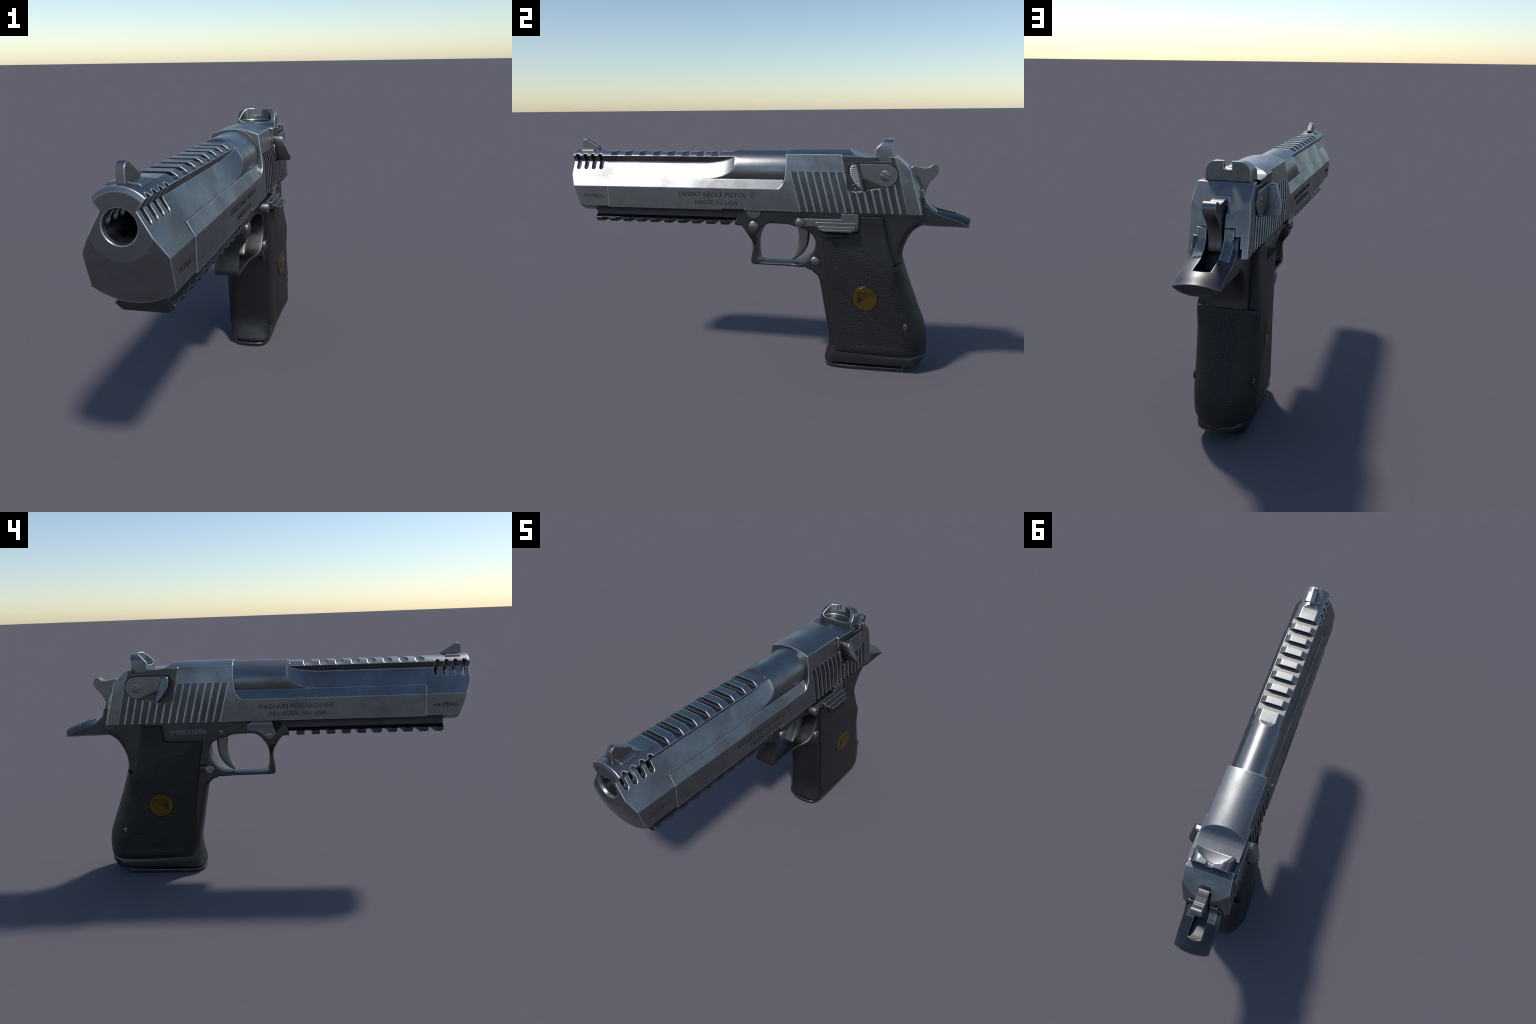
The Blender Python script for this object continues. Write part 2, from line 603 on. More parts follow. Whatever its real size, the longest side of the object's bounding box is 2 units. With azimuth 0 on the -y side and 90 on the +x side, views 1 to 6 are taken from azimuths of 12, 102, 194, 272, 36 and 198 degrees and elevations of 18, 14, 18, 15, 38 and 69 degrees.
# the raised rear half starts along the long rib, which leans forward
lead = prism_x("tool", [(.3855, 1.12), (.457, .79), (1.0, .79), (1.0, 1.12)], -.2, .2, M_SLIDE)
boolean(back, [lead], 'INTERSECT')
boolean(slide, [back], 'UNION')
# side profile: front fillet, dip behind the barrel hood, rear bevel
side = curve([(.424, 1.110), (.430, 1.0945), (.440, 1.0845), (.454, 1.0755), (.474, 1.0682), (.505, 1.0645)], 5)
prof = [(.034, .79), (.034, .909)] + [(.094, .909), (.104, .914), (.113, .923), (.121, .936), (.127, .953), (.131, .975), (YF, 1.005), (YF, 1.12)]
prof += side + [(.650, 1.0645), (.941, .790)]
boolean(slide, [prism_x("tool", prof, -.2, .2, M_SLIDE)], 'INTERSECT')
# bulged back face: leans back going down, convex across
xs = np.linspace(-.15, .15, 31)
v, f = [], []
for z in (.75, 1.2):
    for x in xs:
        v.append((x, .7095 + .2985 * (1.004 - z) + .038 * (1 - min(1.0, (x / .1195)) ** 2), z))
    v += [(.15, -.3, z), (-.15, -.3, z)]
m = len(xs) + 2
f = [tuple(range(m)), tuple(range(2 * m - 1, m - 1, -1))] + [(i, (i + 1) % m, m + (i + 1) % m, m + i) for i in range(m)]
boolean(slide, [obj_from("tool", v, f, M_SLIDE, None)], 'INTERSECT')

# side arms that cradle the barrel
for sg in (1, -1):
    arm = prism_y("tool", [(sg * x, z) for x, z in [(.0964, .9515), (XS, .9085), (XS, .8025), (.085, .8025), (.085, .9515)]], -.7895, .118, M_SLIDE)
    boolean(slide, [arm], 'UNION')
cut = []
cut.append(box("tool", .05, .2, -.187, -.072, .78, .8145, M_SLIDE))
# barrel hole
cut.append(lathe("tool", 'y', (0, ZB), [(RB + .0012, -1.1), (RB + .0012, .30)], 96, M_SLIDE))
# serrations: pockets between ribs
PITCH, Y0, SH = .03625, .2405, .256
RIB = .0078
def pocket(ya, yb, z1, deep=.0085, z0=.78):
    out = []
    for sg in (1, -1):
        x1 = XS - deep
        xt = XS - deep - max(0, z1 - .948) * .156
        sec = [(x1, z0), (x1, .948), (xt, z1), (.2, z1), (.2, z0)] if z1 > .95 else [(x1, z0), (x1, z1), (.2, z1), (.2, z0)]
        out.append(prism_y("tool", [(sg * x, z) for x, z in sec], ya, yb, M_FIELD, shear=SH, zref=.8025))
    return out
cut += pocket(.2080, Y0 - RIB / 2, .9925)
for k in range(6):
    cut += pocket(Y0 + PITCH * k + RIB / 2, Y0 + PITCH * (k + 1) - RIB / 2, .9925)
def zpock(y):      # lower rim of the safety pocket
    return .9015 + (y - .46) * .18
for k in range(6, 13):
    ya = Y0 + PITCH * k + RIB / 2
    yb = Y0 + PITCH * (k + 1) - RIB / 2 if k < 12 else .7065
    if k < 12:
        cut += pocket(ya, yb, .99 if k < 11 else .96)
    else:
        cut += pocket(ya, yb, 1.02)
# everything behind the long rib, above the rib tops, is sunk too
for sg in (1, -1):
    ob = prism_x("tool", [(Y0 + PITCH * 6 + RIB / 2 - SH * (1.1 - .8025), 1.10), (Y0 + PITCH * 6 + RIB / 2 - SH * (.90 - .8025), .90), (.49, .905), (.62, .930), (.655, .955), (.7065 - SH * (.955 - .8025), .955), (.7065 - SH * (1.10 - .8025), 1.10)],
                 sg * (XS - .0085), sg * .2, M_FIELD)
    cut.append(ob)
# pocket of the safety lever
PK = rounded([(.425, 1.037), (.607, 1.037), (.660, 1.012), (.660, .950), (.615, .928), (.480, .9015), (.425, .903)], [.045, .03, .04, .04, .03, .03, .035], 6)
for sg in (1, -1):
    cut.append(prism_x("tool", PK, sg * .104, sg * .2, M_FIELD))
# dovetail for the rear sight
cut.append(prism_x("tool", [(.5495, 1.0475), (.6205, 1.0475), (.6135, 1.0640), (.6135, 1.12), (.5625, 1.12), (.5625, 1.0640)], -.2, .2, M_FIELD))
# hammer slot in the back face, round topped, and the shallow recess for the frame ears
hs = [(.034, .78), (.034, .998)] + [(.034 * math.cos(t), .998 + .034 * math.sin(t)) for t in np.linspace(0, pi, 15)][1:-1] + [(-.034, .998), (-.034, .78)]
cut.append(prism_y("tool", hs, .70, .99, M_SLIDE))
ear = []
for s in (1,):
    ear = [(-.093, .78), (-.093, .8845), (-.0735, .8845), (-.0735, .9165), (.0735, .9165), (.0735, .8845), (.093, .8845), (.093, .78)]
cut.append(prism_y("tool", ear, .735, .99, M_FIELD))
cut.append(box("tool", -.1, .1, .25, .80, .77, .84, M_FIELD))
boolean(slide, cut, sharp=20)

# firing pin plate: round topped, just under the bevelled face; the hammer swings below it
plate_ob = prism_y("firing_pin_plate", [(x * .985, z) for x, z in hs], .64, .80, M_SLIDE, slide)
bev = lambda z: .650 + (1.0645 - z) * 1.06 - .0030
boolean(plate_ob, [prism_x("tool", [(.60, .97), (.60, 1.05), (bev(1.05), 1.05), (bev(.992), .992), (.72, .97)], -.1, .1, M_SLIDE)], 'INTERSECT')

# =====================================================================
#  REAR SIGHT
# =====================================================================
rs = prism_x("rear_sight", [(.5515, 1.049), (.5635, 1.0640), (.5495, 1.0652), (.5495, 1.0965), (.5935, 1.1410), (.6285, 1.1415), (.6300, 1.0652), (.6125, 1.0640), (.6190, 1.049)], -.0935, .0935, M_SLIDE)
hw, cr_ = .0935, .043
face = [(-hw, 1.04), (hw, 1.04)] + [(hw - cr_ + cr_ * math.cos(t), 1.1413 - cr_ + cr_ * math.sin(t)) for t in np.linspace(0, pi / 2, 9)] + \
       [(-hw + cr_ + cr_ * math.cos(t), 1.1413 - cr_ + cr_ * math.sin(t)) for t in np.linspace(pi / 2, pi, 9)]
boolean(rs, [prism_y("tool", face, .4, .8, M_SLIDE)], 'INTERSECT')
bowl = []
for k, z in enumerate((1.0885, 1.16)):
    bowl.append([((.0775) * math.cos(t), .5400 + .0735 * math.sin(t), z) for t in np.linspace(0, 2 * pi, 49)[:-1]])
dish = [[(.052 * math.cos(t), .556 + .046 * math.sin(t), 1.082) for t in np.linspace(0, 2 * pi, 49)[:-1]]]
boolean(rs, [loft("tool", dish + bowl, M_SLIDE), box("tool", -.0165, .0165, .5, .7, 1.109, 1.2, M_SLIDE)])
rs.parent = ROOT
bevel(rs, .0016, 1, 25)

# =====================================================================
#  FRAME (one sculpted side plate of varying width) and tang
# =====================================================================
back_line = curve([(.810, .748), (.795, .744), (.771, .737), (.739, .714), (.714, .674), (.699, .633), (.694, .600), (.697, .560)], 4)
front_line = curve([(.238, .513), (.262, .503), (.281, .478), (.294, .440), (.317, .313), (.335, .215), (.3435, .155), (.341, .110), (.331, .068), (.324, .040), (.3245, .028)], 4)
outline = [(-.108, .812), (.772, .812), (.790, .79)] + back_line + [(.690, .548), (.610, .535), (.610, .12), (.79, .10), (.823, .085), (.823, .062), (.812, .052), (.766, .0385), (.60, .034)] + \
          list(reversed(front_line)) + \
          curve([(.225, .519), (.180, .5115), (.060, .5115), (-.030, .5125)], 3) + \
          curve([(-.046, .5145), (-.0570, .522), (-.0585, .537), (-.0550, .556), (-.0495, .585), (-.0480, .612), (-.0515, .640), (-.0605, .664), (-.075, .690), (-.0965, .7185)], 3) + \
          [(-.130, .7195), (-.130, .741), (-.108, .782)]
hole = curve([(.045, .7335), (.090, .7345), (.140, .7330), (.175, .7240), (.227, .7095), (.257, .6890), (.2740, .6610), (.2765, .6380), (.270, .6100), (.254, .5810), (.230, .5495), (.195, .5295), (.150, .5255), (.060, .5255), (.000, .5255), (-.018, .5320), (-.0265, .5520), (-.0290, .6000), (-.0285, .6400), (-.021, .6710), (-.004, .6970), (.018, .7210)], 3, True)
FRONT_C = [(.30, .442)] + front_line[9:]
FW = .091
def frame_width(y, z, d):
    P = np.stack([y, z], 1)
    up = sstep(.615, .680, z)                      # guard pillar widens into the dust cover
    bk = sstep(.150, .245, y)                      # guard bow widens into the grip
    w = .0515 + (FW - .0515) * np.maximum(up, bk)
    w = w - .0045 * sstep(.20, .02, y) * up
    w = w + sstep(.13, .06, z) * (.0075 + .0085 * sstep(.36, .76, y))
    w = round_edge(w, d, .0055)
    df = dist_to(front_line[7:], P, False)         # rounded front strap
    k = sstep(.50, .46, z)
    a = .024 + .020 * sstep(.12, .06, z)
    t = np.clip(1 - df / a, 0, 1)
    w = np.where((df < a) & (y < .5), w * (1 - k) + k * w * np.maximum(.02, 1 - t ** 2.6) ** (1 / 2.6), w)
    db = dist_to(back_line[4:], P, False)          # rounded back strap
    t = np.clip(1 - db / .028, 0, 1)
    w = np.where(db < .028, w * np.maximum(.55, (1 - .45 * t ** 2)), w)
    dl = dist_to([(.826, .10), (.823, .062), (.812, .052)], P, False)
    t = np.clip(1 - dl / .07, 0, 1)
    w = np.where((z < .14) & (dl < .07), w * np.maximum(.02, 1 - t ** 2.4) ** (1 / 2.4), w)
    return w
frame = plate("frame", outline, [hole], frame_width, .011, (.0008, .0024, .0055, .011, .018, .027), M_FRAME, sharp=38)

# tang: lens shaped beak with a hammer channel
TY = [.760, .785, .800, .815, .844, .895, .940, .970, .988, 1.000]
TC = [.845, .842, .834, .820, .802, .788, .7765, .765, .758, .7545]     # side edge height
TT = [.880, .872, .856, .836, .8175, .807, .7975, .787, .778, .7740]    # centre top
TB = [.735, .737, .736, .735, .734, .733, .732, .7310, .731, .7320]     # centre bottom
TE = [.755, .753, .752, .752, .7525, .7530, .7535, .7525, .7515, .7510]  # side lower edge
loops = []
for y, c, t, b, e in zip(TY, TC, TT, TB, TE):
    hwid = float(np.interp(y, [.760, .785, .80, .90, 1.0], [.086, .0908, .0914, .0905, .0900]))
    l = []
    bow = .019 * float(np.clip((y - .86) / .14, 0, 1))
    for k in range(17):
        x = hwid * (1 - 2 * k / 16)
        q = (x / hwid) ** 2
        l.append((x, y - bow * q, t + (c - t) * q))
    for k in range(17):
        x = -hwid * (1 - 2 * k / 16)
        q = (x / hwid) ** 2
        l.append((x, y - bow * q, b + (min(e, c - .002) - b) * q))
    loops.append(l)
tang = loft("tang", loops, M_FRAME, ROOT, 38)
chan = prism_z("tool", [(-.034, .70), (.034, .70), (.034, .925)] + [(.034 * (1 - 2 * k / 8), .925 + .008 * (1 - (1 - 2 * k / 8) ** 2)) for k in range(1, 8)] + [(-.034, .925)], .762, .95, M_FRAME)
front_clip = box("tool", -.2, .2, .70, .772, .7, .95, M_FRAME)
boolean(tang, [chan, front_clip])
floor = prism_x("hammer_channel", [(.775, .75), (.775, .80), (.82, .768), (.90, .772), (.928, .786), (.935, .75)], -.0338, .0338, M_FRAME, tang)

# frame rails that rise beside the ears, and the bright ears themselves
for sg in (1, -1):
    r = prism_x("frame_rail", curve([(.740, .8835), (.779, .8835)], 1) + curve([(.784, .876), (.789, .856), (.797, .834), (.820, .808), (.85, .79)], 3) + [(.85, .76), (.740, .76)], sg * .066, sg * .0898, M_FRAME, frame)
    bevel(r, .002, 1)
    tz = lambda x, y: (lambda t, c, q: t + (c - t) * q)(np.interp(y, TY, TT), np.interp(y, TY, TC), (x / .0914) ** 2)
    xs_ = np.linspace(.0355, .0725, 6)
    lp = []
    for y, up in [(.7725, 1.0), (.7765, .96), (.7790, .80), (.7810, .50), (.7830, .25), (.7870, .08), (.795, 0), (.803, 0), (.812, 0), (.822, 0), (.832, 0), (.838, 0), (.842, -.02)]:
        zz = [tz(x, max(y, .787)) + .0030 for x in xs_]
        zz = [z + (.9155 - z) * up if up > 0 else z + up * .2 for z in zz]
        a = [(sg * x, y, z) for x, z in zip(xs_, zz)]
        b = [(sg * x, y - .038, max(.79, z - .016)) for x, z in zip(xs_, zz)]
        lp.append(a + b[::-1])
    e = loft("hammer_ear", lp, M_SLIDE, frame, 45)

# =====================================================================
#  HAMMER, TRIGGER
# =====================================================================
hp = [(.700, .990), (.712, 1.008), (.722, 1.0155), (.735, 1.0165)]
for k in range(9):
    y = .752 + .0046 * k
    hp += [(y, 1.0135 - .0004 * k + (.0016 if k > 6 else 0)), (y + .0022, 1.0113 - .0004 * k + (.0016 if k > 6 else 0))]
hp += curve([(.797, 1.0130), (.808, 1.0225), (.820, 1.0265), (.833, 1.0215), (.8405, 1.0080), (.8385, .9900), (.829, .9720), (.812, .9530), (.797, .9300), (.788, .9000), (.786, .865), (.792, .830)], 3) + [(.760, .80), (.710, .82), (.690, .90)]
hammer = prism_x("hammer", hp, -.0268, .0268, M_PIN)
bevel(hammer, .0025, 1, 40)

tp = curve([(.180, .745), (.1815, .700), (.187, .655), (.180, .610), (.164, .572), (.1495, .548)], 4) + curve([(.1500, .5405), (.156, .5375), (.180, .552), (.205, .574), (.224, .606), (.233, .640), (.237, .685), (.240, .745)], 4)
trig = plate("trigger", tp, [], lambda y, z, d: round_edge(.0305 + 0 * y, d, .010), .009, (.001, .003, .006, .010), M_PIN)

# =====================================================================
#  GRIP: wrap-round rubber
# =====================================================================
RZ = [.040, .060, .084, .118, .150, .190, .225, .283, .330, .370, .456, .530, .570]
RY = [.815, .824, .829, .8325, .8335, .8310, .8240, .8035, .7830, .7685, .7355, .7100, .6990]
def rear_y(z):
    return np.interp(z, RZ, RY)
gr_front = [(.2985, .7025), (.306, .668), (.314, .635), (.327, .528), (.353, .368), (.3645, .240), (.3745, .130)]
gr_low = curve([(.3760, .118), (.383, .103), (.398, .0945), (.431, .0915)], 3) + [(.60, .0905), (.745, .0900)] + curve([(.775, .0895), (.805, .0885), (.829, .0870)], 2)
gr_rear = [(float(rear_y(z)), z) for z in np.linspace(.10, .562, 34)]
gr_seam = curve([(.688, .562), (.672, .553), (.6595, .551), (.654, .560), (.643, .591)], 3) + [(.616, .696), (.5985, .787)]
gout = [(.2985, .7045)] + gr_front + gr_low + gr_rear + gr_seam + [(.5005, .7865), (.4965, .7135), (.4905, .7065)]

UP = curve([(.348, .636), (.385, .6455), (.425, .6425), (.466, .634), (.535, .608), (.587, .574), (.629, .523), (.666, .453), (.688, .385), (.721, .302)], 4) + [(.695, .308), (.589, .381), (.483, .451), (.370, .534)]
LO = [(.377, .452), (.449, .397), (.545, .323), (.660, .245), (.740, .193), (.746, .127)] + curve([(.690, .136), (.633, .1405), (.575, .1385), (.515, .1335), (.438, .120)], 3) + [(.425, .149)]
SEAM_POLY = [(.688, .562), (.6595, .551), (.643, .591), (.616, .696), (.5985, .787)]

def grip_width(y, z, d):
    P = np.stack([y, z], 1)
    fy = np.interp(z, [p[1] for p in reversed(gr_front)], [p[0] for p in reversed(gr_front)])
    df = np.maximum(0, y - fy)
    # belly: leaves the front strap in a tight roll, then swells slowly towards the back
    w = np.interp(df, [0, .003, .008, .015, .025, .040, .060, .090, .120, .173, .230, .280, .5],
                  [.0950, .1030, .1075, .1105, .1132, .1154, .1180, .1225, .1265, .1318, .1362, .1382, .1390])
    w = w + .0030 * sstep(.30, .50, z) * sstep(.02, .06, df)
    cap = .1385 - .0205 * sstep(.51, .74, z)
    w = np.minimum(w, cap)
    w = np.where(z > .71, cap, w)
    # lower roll: the stippled belly ends in a shallow arch above the base
    zl = .0905
    arch = .018 * np.clip(1 - ((y - .575) / .17) ** 2, 0, 1)
    t = np.clip(1 - (z - zl) / (.016 + arch), 0, 1)
    w -= .022 * (1 - np.sqrt(np.maximum(0, 1 - t ** 2.0))) * (y < .80)
    # rounded back strap
    dr = np.maximum(0, rear_y(z) - y)
    a = np.interp(z, [.25, .45, .54, .60], [.150, .100, .058, .045])
    t = np.clip(1 - dr / a, 0, 1)
    kb = sstep(.640, .565, z)
    w = w * (1 - kb) + kb * np.maximum(0, w) * np.sqrt(np.maximum(0, 1 - t * t))
    # rim along the frame seam
    ds = dist_to(SEAM_POLY, P, False)
    t = np.clip(1 - ds / .014, 0, 1)
    w = np.where(ds < .014, np.minimum(w, np.maximum(w - .010 * (1 - np.sqrt(np.maximum(0, 1 - t * t))), .096)), w)
    top = np.clip(1 - (.787 - z) / .006, 0, 1)
    w = w - .004 * (1 - np.sqrt(np.maximum(0, 1 - top ** 2)))
    # sunk stipple fields
    for poly in (UP, LO):
        k = inside(poly, P)
        dp = dist_to(poly, P)
        w = w - np.where(k, .0016 * sstep(0, .004, dp), 0)
    return np.maximum(w, .0005)

def grip_slot(c):
    P = c[:, 1:3]
    s = inside(UP, P) | inside(LO, P)
    hump = (np.abs(c[:, 0]) < .062) & (P[:, 1] < .545) & (P[:, 1] > .11) & (rear_y(P[:, 1]) - P[:, 0] < .05)
    return np.where(s, 1, np.where(hump, 2, 0))

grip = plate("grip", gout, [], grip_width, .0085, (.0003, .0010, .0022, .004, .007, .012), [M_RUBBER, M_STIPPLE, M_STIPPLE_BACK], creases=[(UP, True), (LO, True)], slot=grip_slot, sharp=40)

# thumb shelf at the top of the right hand panel
shelf = plate("thumb_shelf", rounded([(.300, .7035), (.432, .7035), (.432, .681), (.318, .676), (.305, .688)], [.006, .004, .004, .01, .01], 3), [],
              lambda y, z, d: round_edge(.1295 + 0 * y, d, .008) - .022 * sstep(.345, .298, y), .006, (.001, .003, .006), M_RUBBER, grip, inner=.08)

# emblem ------------------------------------------------------------------
def emblem(sg):
    e = lathe("emblem", 'x', (.5245, .3875), [(.0585, sg * .110), (.0585, sg * .1292), (.0575, sg * .1302), (.055, sg * .1300)], 56, M_GOLD)
    ring = lathe("emblem_ring", 'x', (.5245, .3875), [(.0605, sg * .115), (.0605, sg * .1285), (.0630, sg * .1290), (.0655, sg * .1272), (.0655, sg * .115)], 56, M_RUBBER, e, closed=True)
    def rel(name, pts, h, mat):
        return prism_x(name, pts, sg * .128, sg * (.1300 + h), mat, e)
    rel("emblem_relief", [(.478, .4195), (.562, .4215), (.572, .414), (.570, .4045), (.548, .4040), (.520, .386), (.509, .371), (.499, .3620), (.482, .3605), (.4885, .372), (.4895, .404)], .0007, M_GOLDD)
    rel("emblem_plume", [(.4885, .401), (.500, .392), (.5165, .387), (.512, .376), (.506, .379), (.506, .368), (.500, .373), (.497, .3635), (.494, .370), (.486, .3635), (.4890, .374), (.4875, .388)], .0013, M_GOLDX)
    for k in range(3):
        y = .497 + .017 * k
        rel("emblem_feather", [(y, .3985 - .004 * k), (y + .0035, .3960 - .004 * k), (y + .0225, .4145), (y + .0180, .4160)], .0013, M_GOLD)
    rel("emblem_beak", [(.545, .4155), (.563, .4155), (.568, .4115), (.566, .4085), (.541, .4085)], .0013, M_GOLD)
    # the disc lies on the belly, which widens towards the back
    gw = lambda y, z: float(grip_width(np.array([y]), np.array([z]), np.array([.1]))[0])
    yc, zc, h = .5245, .3875, .061
    dy = (gw(yc + h, zc) - gw(yc - h, zc)) / (2 * h)
    dz = (gw(yc, zc + h) - gw(yc, zc - h)) / (2 * h)
    for o in [e] + list(e.children):
        for v in o.data.vertices:
            v.co.x += sg * (gw(yc, zc) - .1302 + .0022 + dy * (v.co.y - yc) + dz * (v.co.z - zc))
    return e
emblem(1)
emblem(-1)

def screw(name, sg, c, r, x, dome, mat, ang, parent=ROOT, slot=True, ring=None):
    pr = [(r, sg * (x - .02)), (r, sg * x)] + [(r * math.cos(a), sg * (x + dome * math.sin(a))) for a in np.linspace(.15, pi / 2 - .12, 6)]
    s = lathe(name, 'x', c, pr, 36, mat, parent)
    if slot:
        ca, sa = math.cos(math.radians(ang)), math.sin(math.radians(ang))
        hwid, L = r * .13, r * 1.2
        q = [(c[0] + ca * a - sa * b, c[1] + sa * a + ca * b) for a, b in ((-L, -hwid), (L, -hwid), (L, hwid), (-L, hwid))]
        boolean(s, [prism_x("tool", q, sg * (x + dome * .25), sg * (x + .05), mat)])
    return s
for sg in (1, -1):
    gx = float(grip_width(np.array([.7175]), np.array([.2555]), np.array([.1]))[0])
    s = screw("grip_screw", sg, (.7175, .2555), .0172, gx - .0032, .0055, M_PIN, 140 if sg > 0 else 40)
    lathe("screw_well", 'x', (.7175, .2555), [(.0175, sg * .11), (.0175, sg * (gx + .0002)), (.0195, sg * (gx + .0009)), (.0218, sg * (gx - .0012)), (.0218, sg * .11)], 36, M_RUBBER, s, closed=True)

# =====================================================================
#  MAGAZINE FLOOR PLATE
# =====================================================================
fp = curve([(.086, .735), (.090, .60), (.0915, .45), (.089, .395), (.078, .355), (.052, .333), (0, .3255)], 5)
fp = [(.086, .722)] + [p for p in fp if p[1] < .722]
fpl = fp + [(-x, y) for x, y in reversed(fp[:-1])]
mag = prism_z("magazine_floor_plate", fpl, .0, .0185, M_FRAME)
bevel(mag, .003, 1, 40)
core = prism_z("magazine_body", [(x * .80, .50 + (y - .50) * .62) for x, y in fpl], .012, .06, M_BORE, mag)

# =====================================================================
#  PINS AND CONTROLS
# =====================================================================
def button(name, sg, c, r, x0, x1, mat, edge=.004, parent=ROOT, n=36):
    pr = [(r, sg * x0), (r, sg * (x1 - edge)), (r - edge * .3, sg * (x1 - edge * .3)), (r - edge, sg * x1)]
    return lathe(name, 'x', c, pr, n, mat, parent)
def domed(name, c, r, x0, x1, h, mat, parent=ROOT):
    pr = [(r, x0), (r, x1 - h)] + [(r * math.cos(a), x1 - h + h * math.sin(a)) for a in np.linspace(.2, pi / 2 - .1, 7)]
    return lathe(name, 'x', c, pr, 36, mat, parent)
domed("takedown_pin", (-.032, .7185), .0275, .06, .1000, .011, M_PIN)
domed("frame_pin", (.2765, .5550), .0235, .06, .1050, .009, M_PIN)
# half disc of the barrel lock, right side
hd = [(-.0325 + .0385 * math.cos(t), .7985 + .0385 * math.sin(t) * 1.08) for t in np.linspace(pi, 2 * pi, 25)]
prism_x("barrel_lock_disc", hd, .06, .0905, M_PIN)
hr = [(-.0325 + .0415 * math.cos(t), .7985 + .0415 * math.sin(t) * 1.08) for t in np.linspace(pi, 2 * pi, 25)]
prism_x("barrel_lock_seat", hr, .06, .0882, M_BORE)

# slide release, right side
sr = prism_x("slide_release", rounded([(.215, .7700), (.402, .7700), (.402, .7985), (.4835, .7985), (.4835, .7180), (.310, .7180), (.268, .7330), (.215, .7290)], [.0, .004, .002, .004, .006, .012, .012, 0], 3), .09, .1165, M_PIN)
bevel(sr, .003, 1, 40)
for ya, yb, zb, xo in [(.277, .4800, .7570, .1300), (.292, .4710, .7405, .1465), (.304, .4580, .7290, .1635)]:
    st = prism_x("release_step", rounded([(ya, zb), (yb, zb), (yb - .004, .7175), (ya + .018, .7175)], [.006, .004, .003, .010], 3), .10, xo, M_PIN, sr)
    bevel(st, .0022, 1, 40)
button("release_pivot", 1, (.2045, .7495), .0235, .07, .1300, M_PIN, .005, sr)
rel_knob = button("release_pivot_face", 1, (.2045, .7495), .0155, .12, .1312, M_PIN, .001, sr)

# left side: pivot end, barrel latch, magazine catch
button("pivot_end", -1, (.2050, .7490), .0115, .07, .0935, M_PIN, .002)
latch = prism_x("barrel_latch", rounded([(.0765, .7810), (.0500, .7985), (-.0455, .7970), (-.0640, .7300), (-.052, .712), (-.033, .7045), (-.014, .711), (.000, .7290), (.024, .7440), (.0765, .7540)], [.004, .004, .004, .004, .008, .012, .01, .006, .006, .003], 3), -.06, -.1000, M_PIN)
bevel(latch, .002, 1, 40)
top = prism_x("latch_thumbpiece", rounded([(.0765, .7810), (.0500, .7985), (-.0455, .7970), (-.0575, .7535), (.0765, .7540)], .003, 2), -.09, -.1110, M_PIN, latch)
cut = [prism_x("tool", [(.09, z), (-.075, z - .001), (-.075, z + .0025), (.09, z + .0035)], -.1075, -.13, M_PIN) for z in (.7575, .7650, .7725)]
boolean(top, cut)
button("latch_pivot", -1, (-.0330, .7235), .0200, .07, .1040, M_PIN, .002, latch)
lathe("latch_pivot_seam", 'x', (-.0330, .7235), [(.0195, -.09), (.0195, -.1008), (.0220, -.1008), (.0220, -.09)], 36, M_BORE, latch, closed=True)
well = lathe("latch_well", 'x', (-.045, .790), [(.052, -.06), (.052, -.0868), (.040, -.0875)], 40, M_BORE, frame)

mc = prism_x("magazine_catch", rounded([(.250, .545), (.286, .545), (.300, .5535), (.330, .5530), (.3400, .5640), (.330, .5755), (.300, .5745), (.284, .5775), (.262, .5780), (.250, .570)], [.012, .006, .006, .01, .012, .01, .006, .006, .006, .012], 3), -.08, -.0985, M_FRAME)
bevel(mc, .002, 1, 40)
mcb = screw("magazine_catch_button", -1, (.2735, .5565), .0225, .0985, .0035, M_PIN, 52, mc)
prism_x("catch_notch", rounded([(.28, .5465), (.335, .5465), (.347, .5640), (.335, .5825), (.28, .5825)], [0, .012, .014, .012, 0], 4), -.06, -.0960, M_BORE, mc)

# safety levers
def safety(sg):
    c0 = (.603, .9805)
    pl = [(.470, 1.0325), (.604, 1.0325)] + [(c0[0] + .052 * math.cos(t), c0[1] + .052 * math.sin(t)) for t in np.linspace(pi / 2, -pi / 2 - .25, 18)][1:] + [(.500, .9640), (.470, .968)]
    lev = prism_x("safety_lever", pl, sg * .095, sg * .1262, M_PIN)
    bevel(lev, .0014, 1, 35)
    th = curve([(.4395, 1.005), (.4400, 1.020), (.4460, 1.030), (.4560, 1.0335)], 3) + [(.4790, 1.0340), (.5135, .9080), (.5010, .9125)] + curve([(.4780, .9350), (.4560, .9620), (.4430, .9850)], 3)
    def tw(y, z, d):
        w = np.minimum(.147 + .34 * np.maximum(0, 1.033 - z), .1805)
        dr = dist_to([(.4790, 1.0340), (.5135, .9080)], np.stack([y, z], 1), False)
        w = w - np.maximum(0, .010 - dr) * 1.6
        tri = np.abs(((z - .905) / .0094) % 1.0 - .5) * 2
        w = w - np.where((z < 1.020) & (z > .913), .0030 * tri, .0)
        return np.where(z > 1.02, round_edge(w, d, .006), round_edge(w, d, .003))
    t = plate("safety_thumbpiece", th, [], tw, .0034, (.0012, .0035, .0068), M_PIN, lev, inner=.108, sharp=50)
    if sg < 0:
        o = mirror(t, "safety_thumbpiece")
        o.parent = lev
        bpy.data.objects.remove(t, do_unlink=True)
    screw("safety_screw", sg, c0, .0280, .1240, .0060, M_PIN, 145 if sg > 0 else 35, lev)
    lathe("detent_hole", 'x', (.4585, .9255), [(.0085, sg * .100), (.0085, sg * .1050), (.0110, sg * .1055), (.0125, sg * .1045), (.0125, sg * .100)], 24, M_FRAME, lev, closed=True)
    return lev
safety(1)
safety(-1)

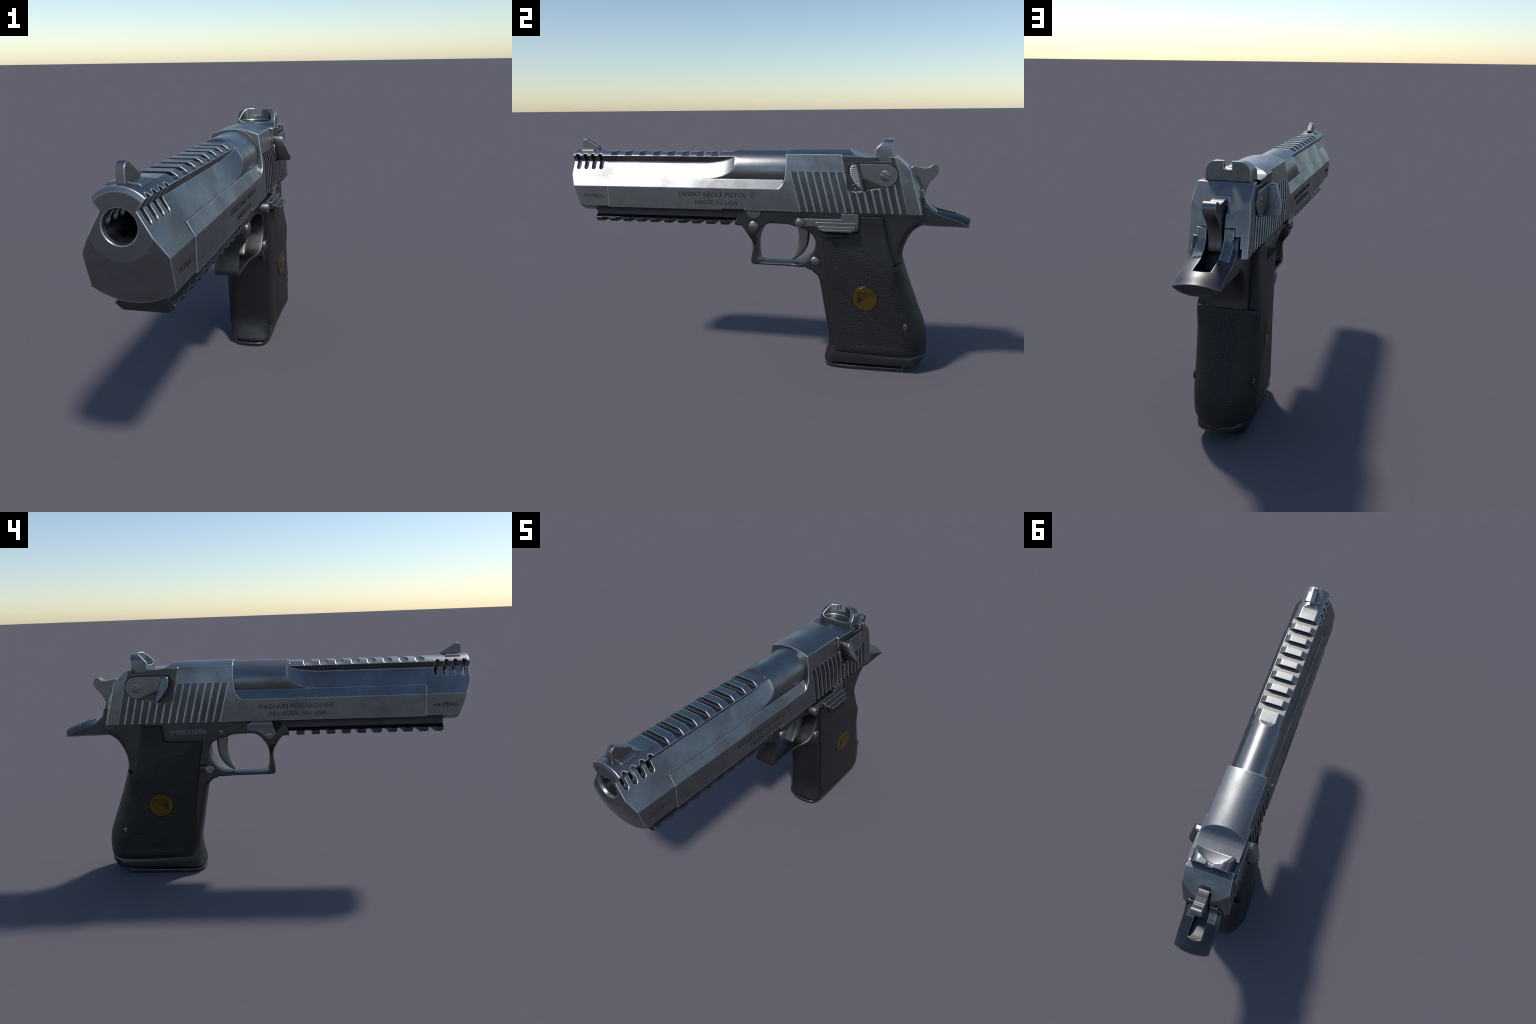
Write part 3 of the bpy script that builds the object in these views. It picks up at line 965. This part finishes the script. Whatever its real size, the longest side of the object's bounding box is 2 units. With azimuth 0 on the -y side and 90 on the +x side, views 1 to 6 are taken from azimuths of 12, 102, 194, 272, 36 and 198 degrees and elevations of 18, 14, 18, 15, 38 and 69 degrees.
# =====================================================================
#  LETTERING
# =====================================================================
def text(body, sg, yc, zb, height, width, mat, x, parent):
    cu = bpy.data.curves.new("lettering", 'FONT')
    cu.body = body
    cu.align_x = 'CENTER'
    cu.size = 1.0
    cu.offset = -.009
    ob = bpy.data.objects.new("lettering", cu)
    COL.objects.link(ob)
    dg = bpy.context.evaluated_depsgraph_get()
    me = bpy.data.meshes.new_from_object(ob.evaluated_get(dg))
    bpy.data.objects.remove(ob, do_unlink=True)
    P = np.array([v.co[:] for v in me.vertices])
    lo, hi = P.min(0), P.max(0)
    capl = .729 if not body.startswith("IM") else .72
    sx, sz = width / (hi[0] - lo[0]), height / capl
    cx = (lo[0] + hi[0]) / 2
    for v in me.vertices:
        u, h = (v.co.x - cx) * sx, v.co.y * sz
        v.co = (sg * x, yc + sg * u, zb + h)
    bm = bmesh.new()
    bm.from_mesh(me)
    ex = bmesh.ops.extrude_face_region(bm, geom=bm.faces[:])
    for e in ex["geom"]:
        if isinstance(e, bmesh.types.BMVert):
            e.co.x += sg * .0011
    bmesh.ops.recalc_face_normals(bm, faces=bm.faces)
    bm.to_mesh(me)
    bm.free()
    o = bpy.data.objects.new("lettering", me)
    COL.objects.link(o)
    me.materials.clear()
    me.materials.append(mat)
    o.parent = parent
    return o
TX = XS - .0002
text("DESERT EAGLE PISTOL", 1, -.2325, .8662, .0235, .3465, M_INK, TX, slide)
text("R", 1, -.0300, .8715, .0120, .0085, M_INK, TX, slide)
lathe("trademark_ring", 'x', (-.0300, .8775), [(.0105, TX), (.0105, TX + .0007), (.0125, TX + .0007), (.0125, TX)], 32, M_INK, slide, closed=True)
text("MADE IN USA", 1, -.2120, .8280, .0210, .2170, M_INK, TX, slide)
text(".44 MAG", 1, -.8755, .8480, .0200, .1210, M_INK, XB - .0002, barrel)
text("MAGNUM RESEARCH INC.", -1, -.1740, .8610, .0225, .3740, M_INK, TX, slide)
text("PILLAGER, MN USA", -1, -.1735, .8255, .0215, .2730, M_INK, TX, slide)
text(".44 MAG", -1, -.8780, .8470, .0200, .1220, M_INK, XB - .0002, barrel)
text("IM0022096", -1, .3685, .7400, .0255, .1800, M_INKL, FW + .0001, frame)
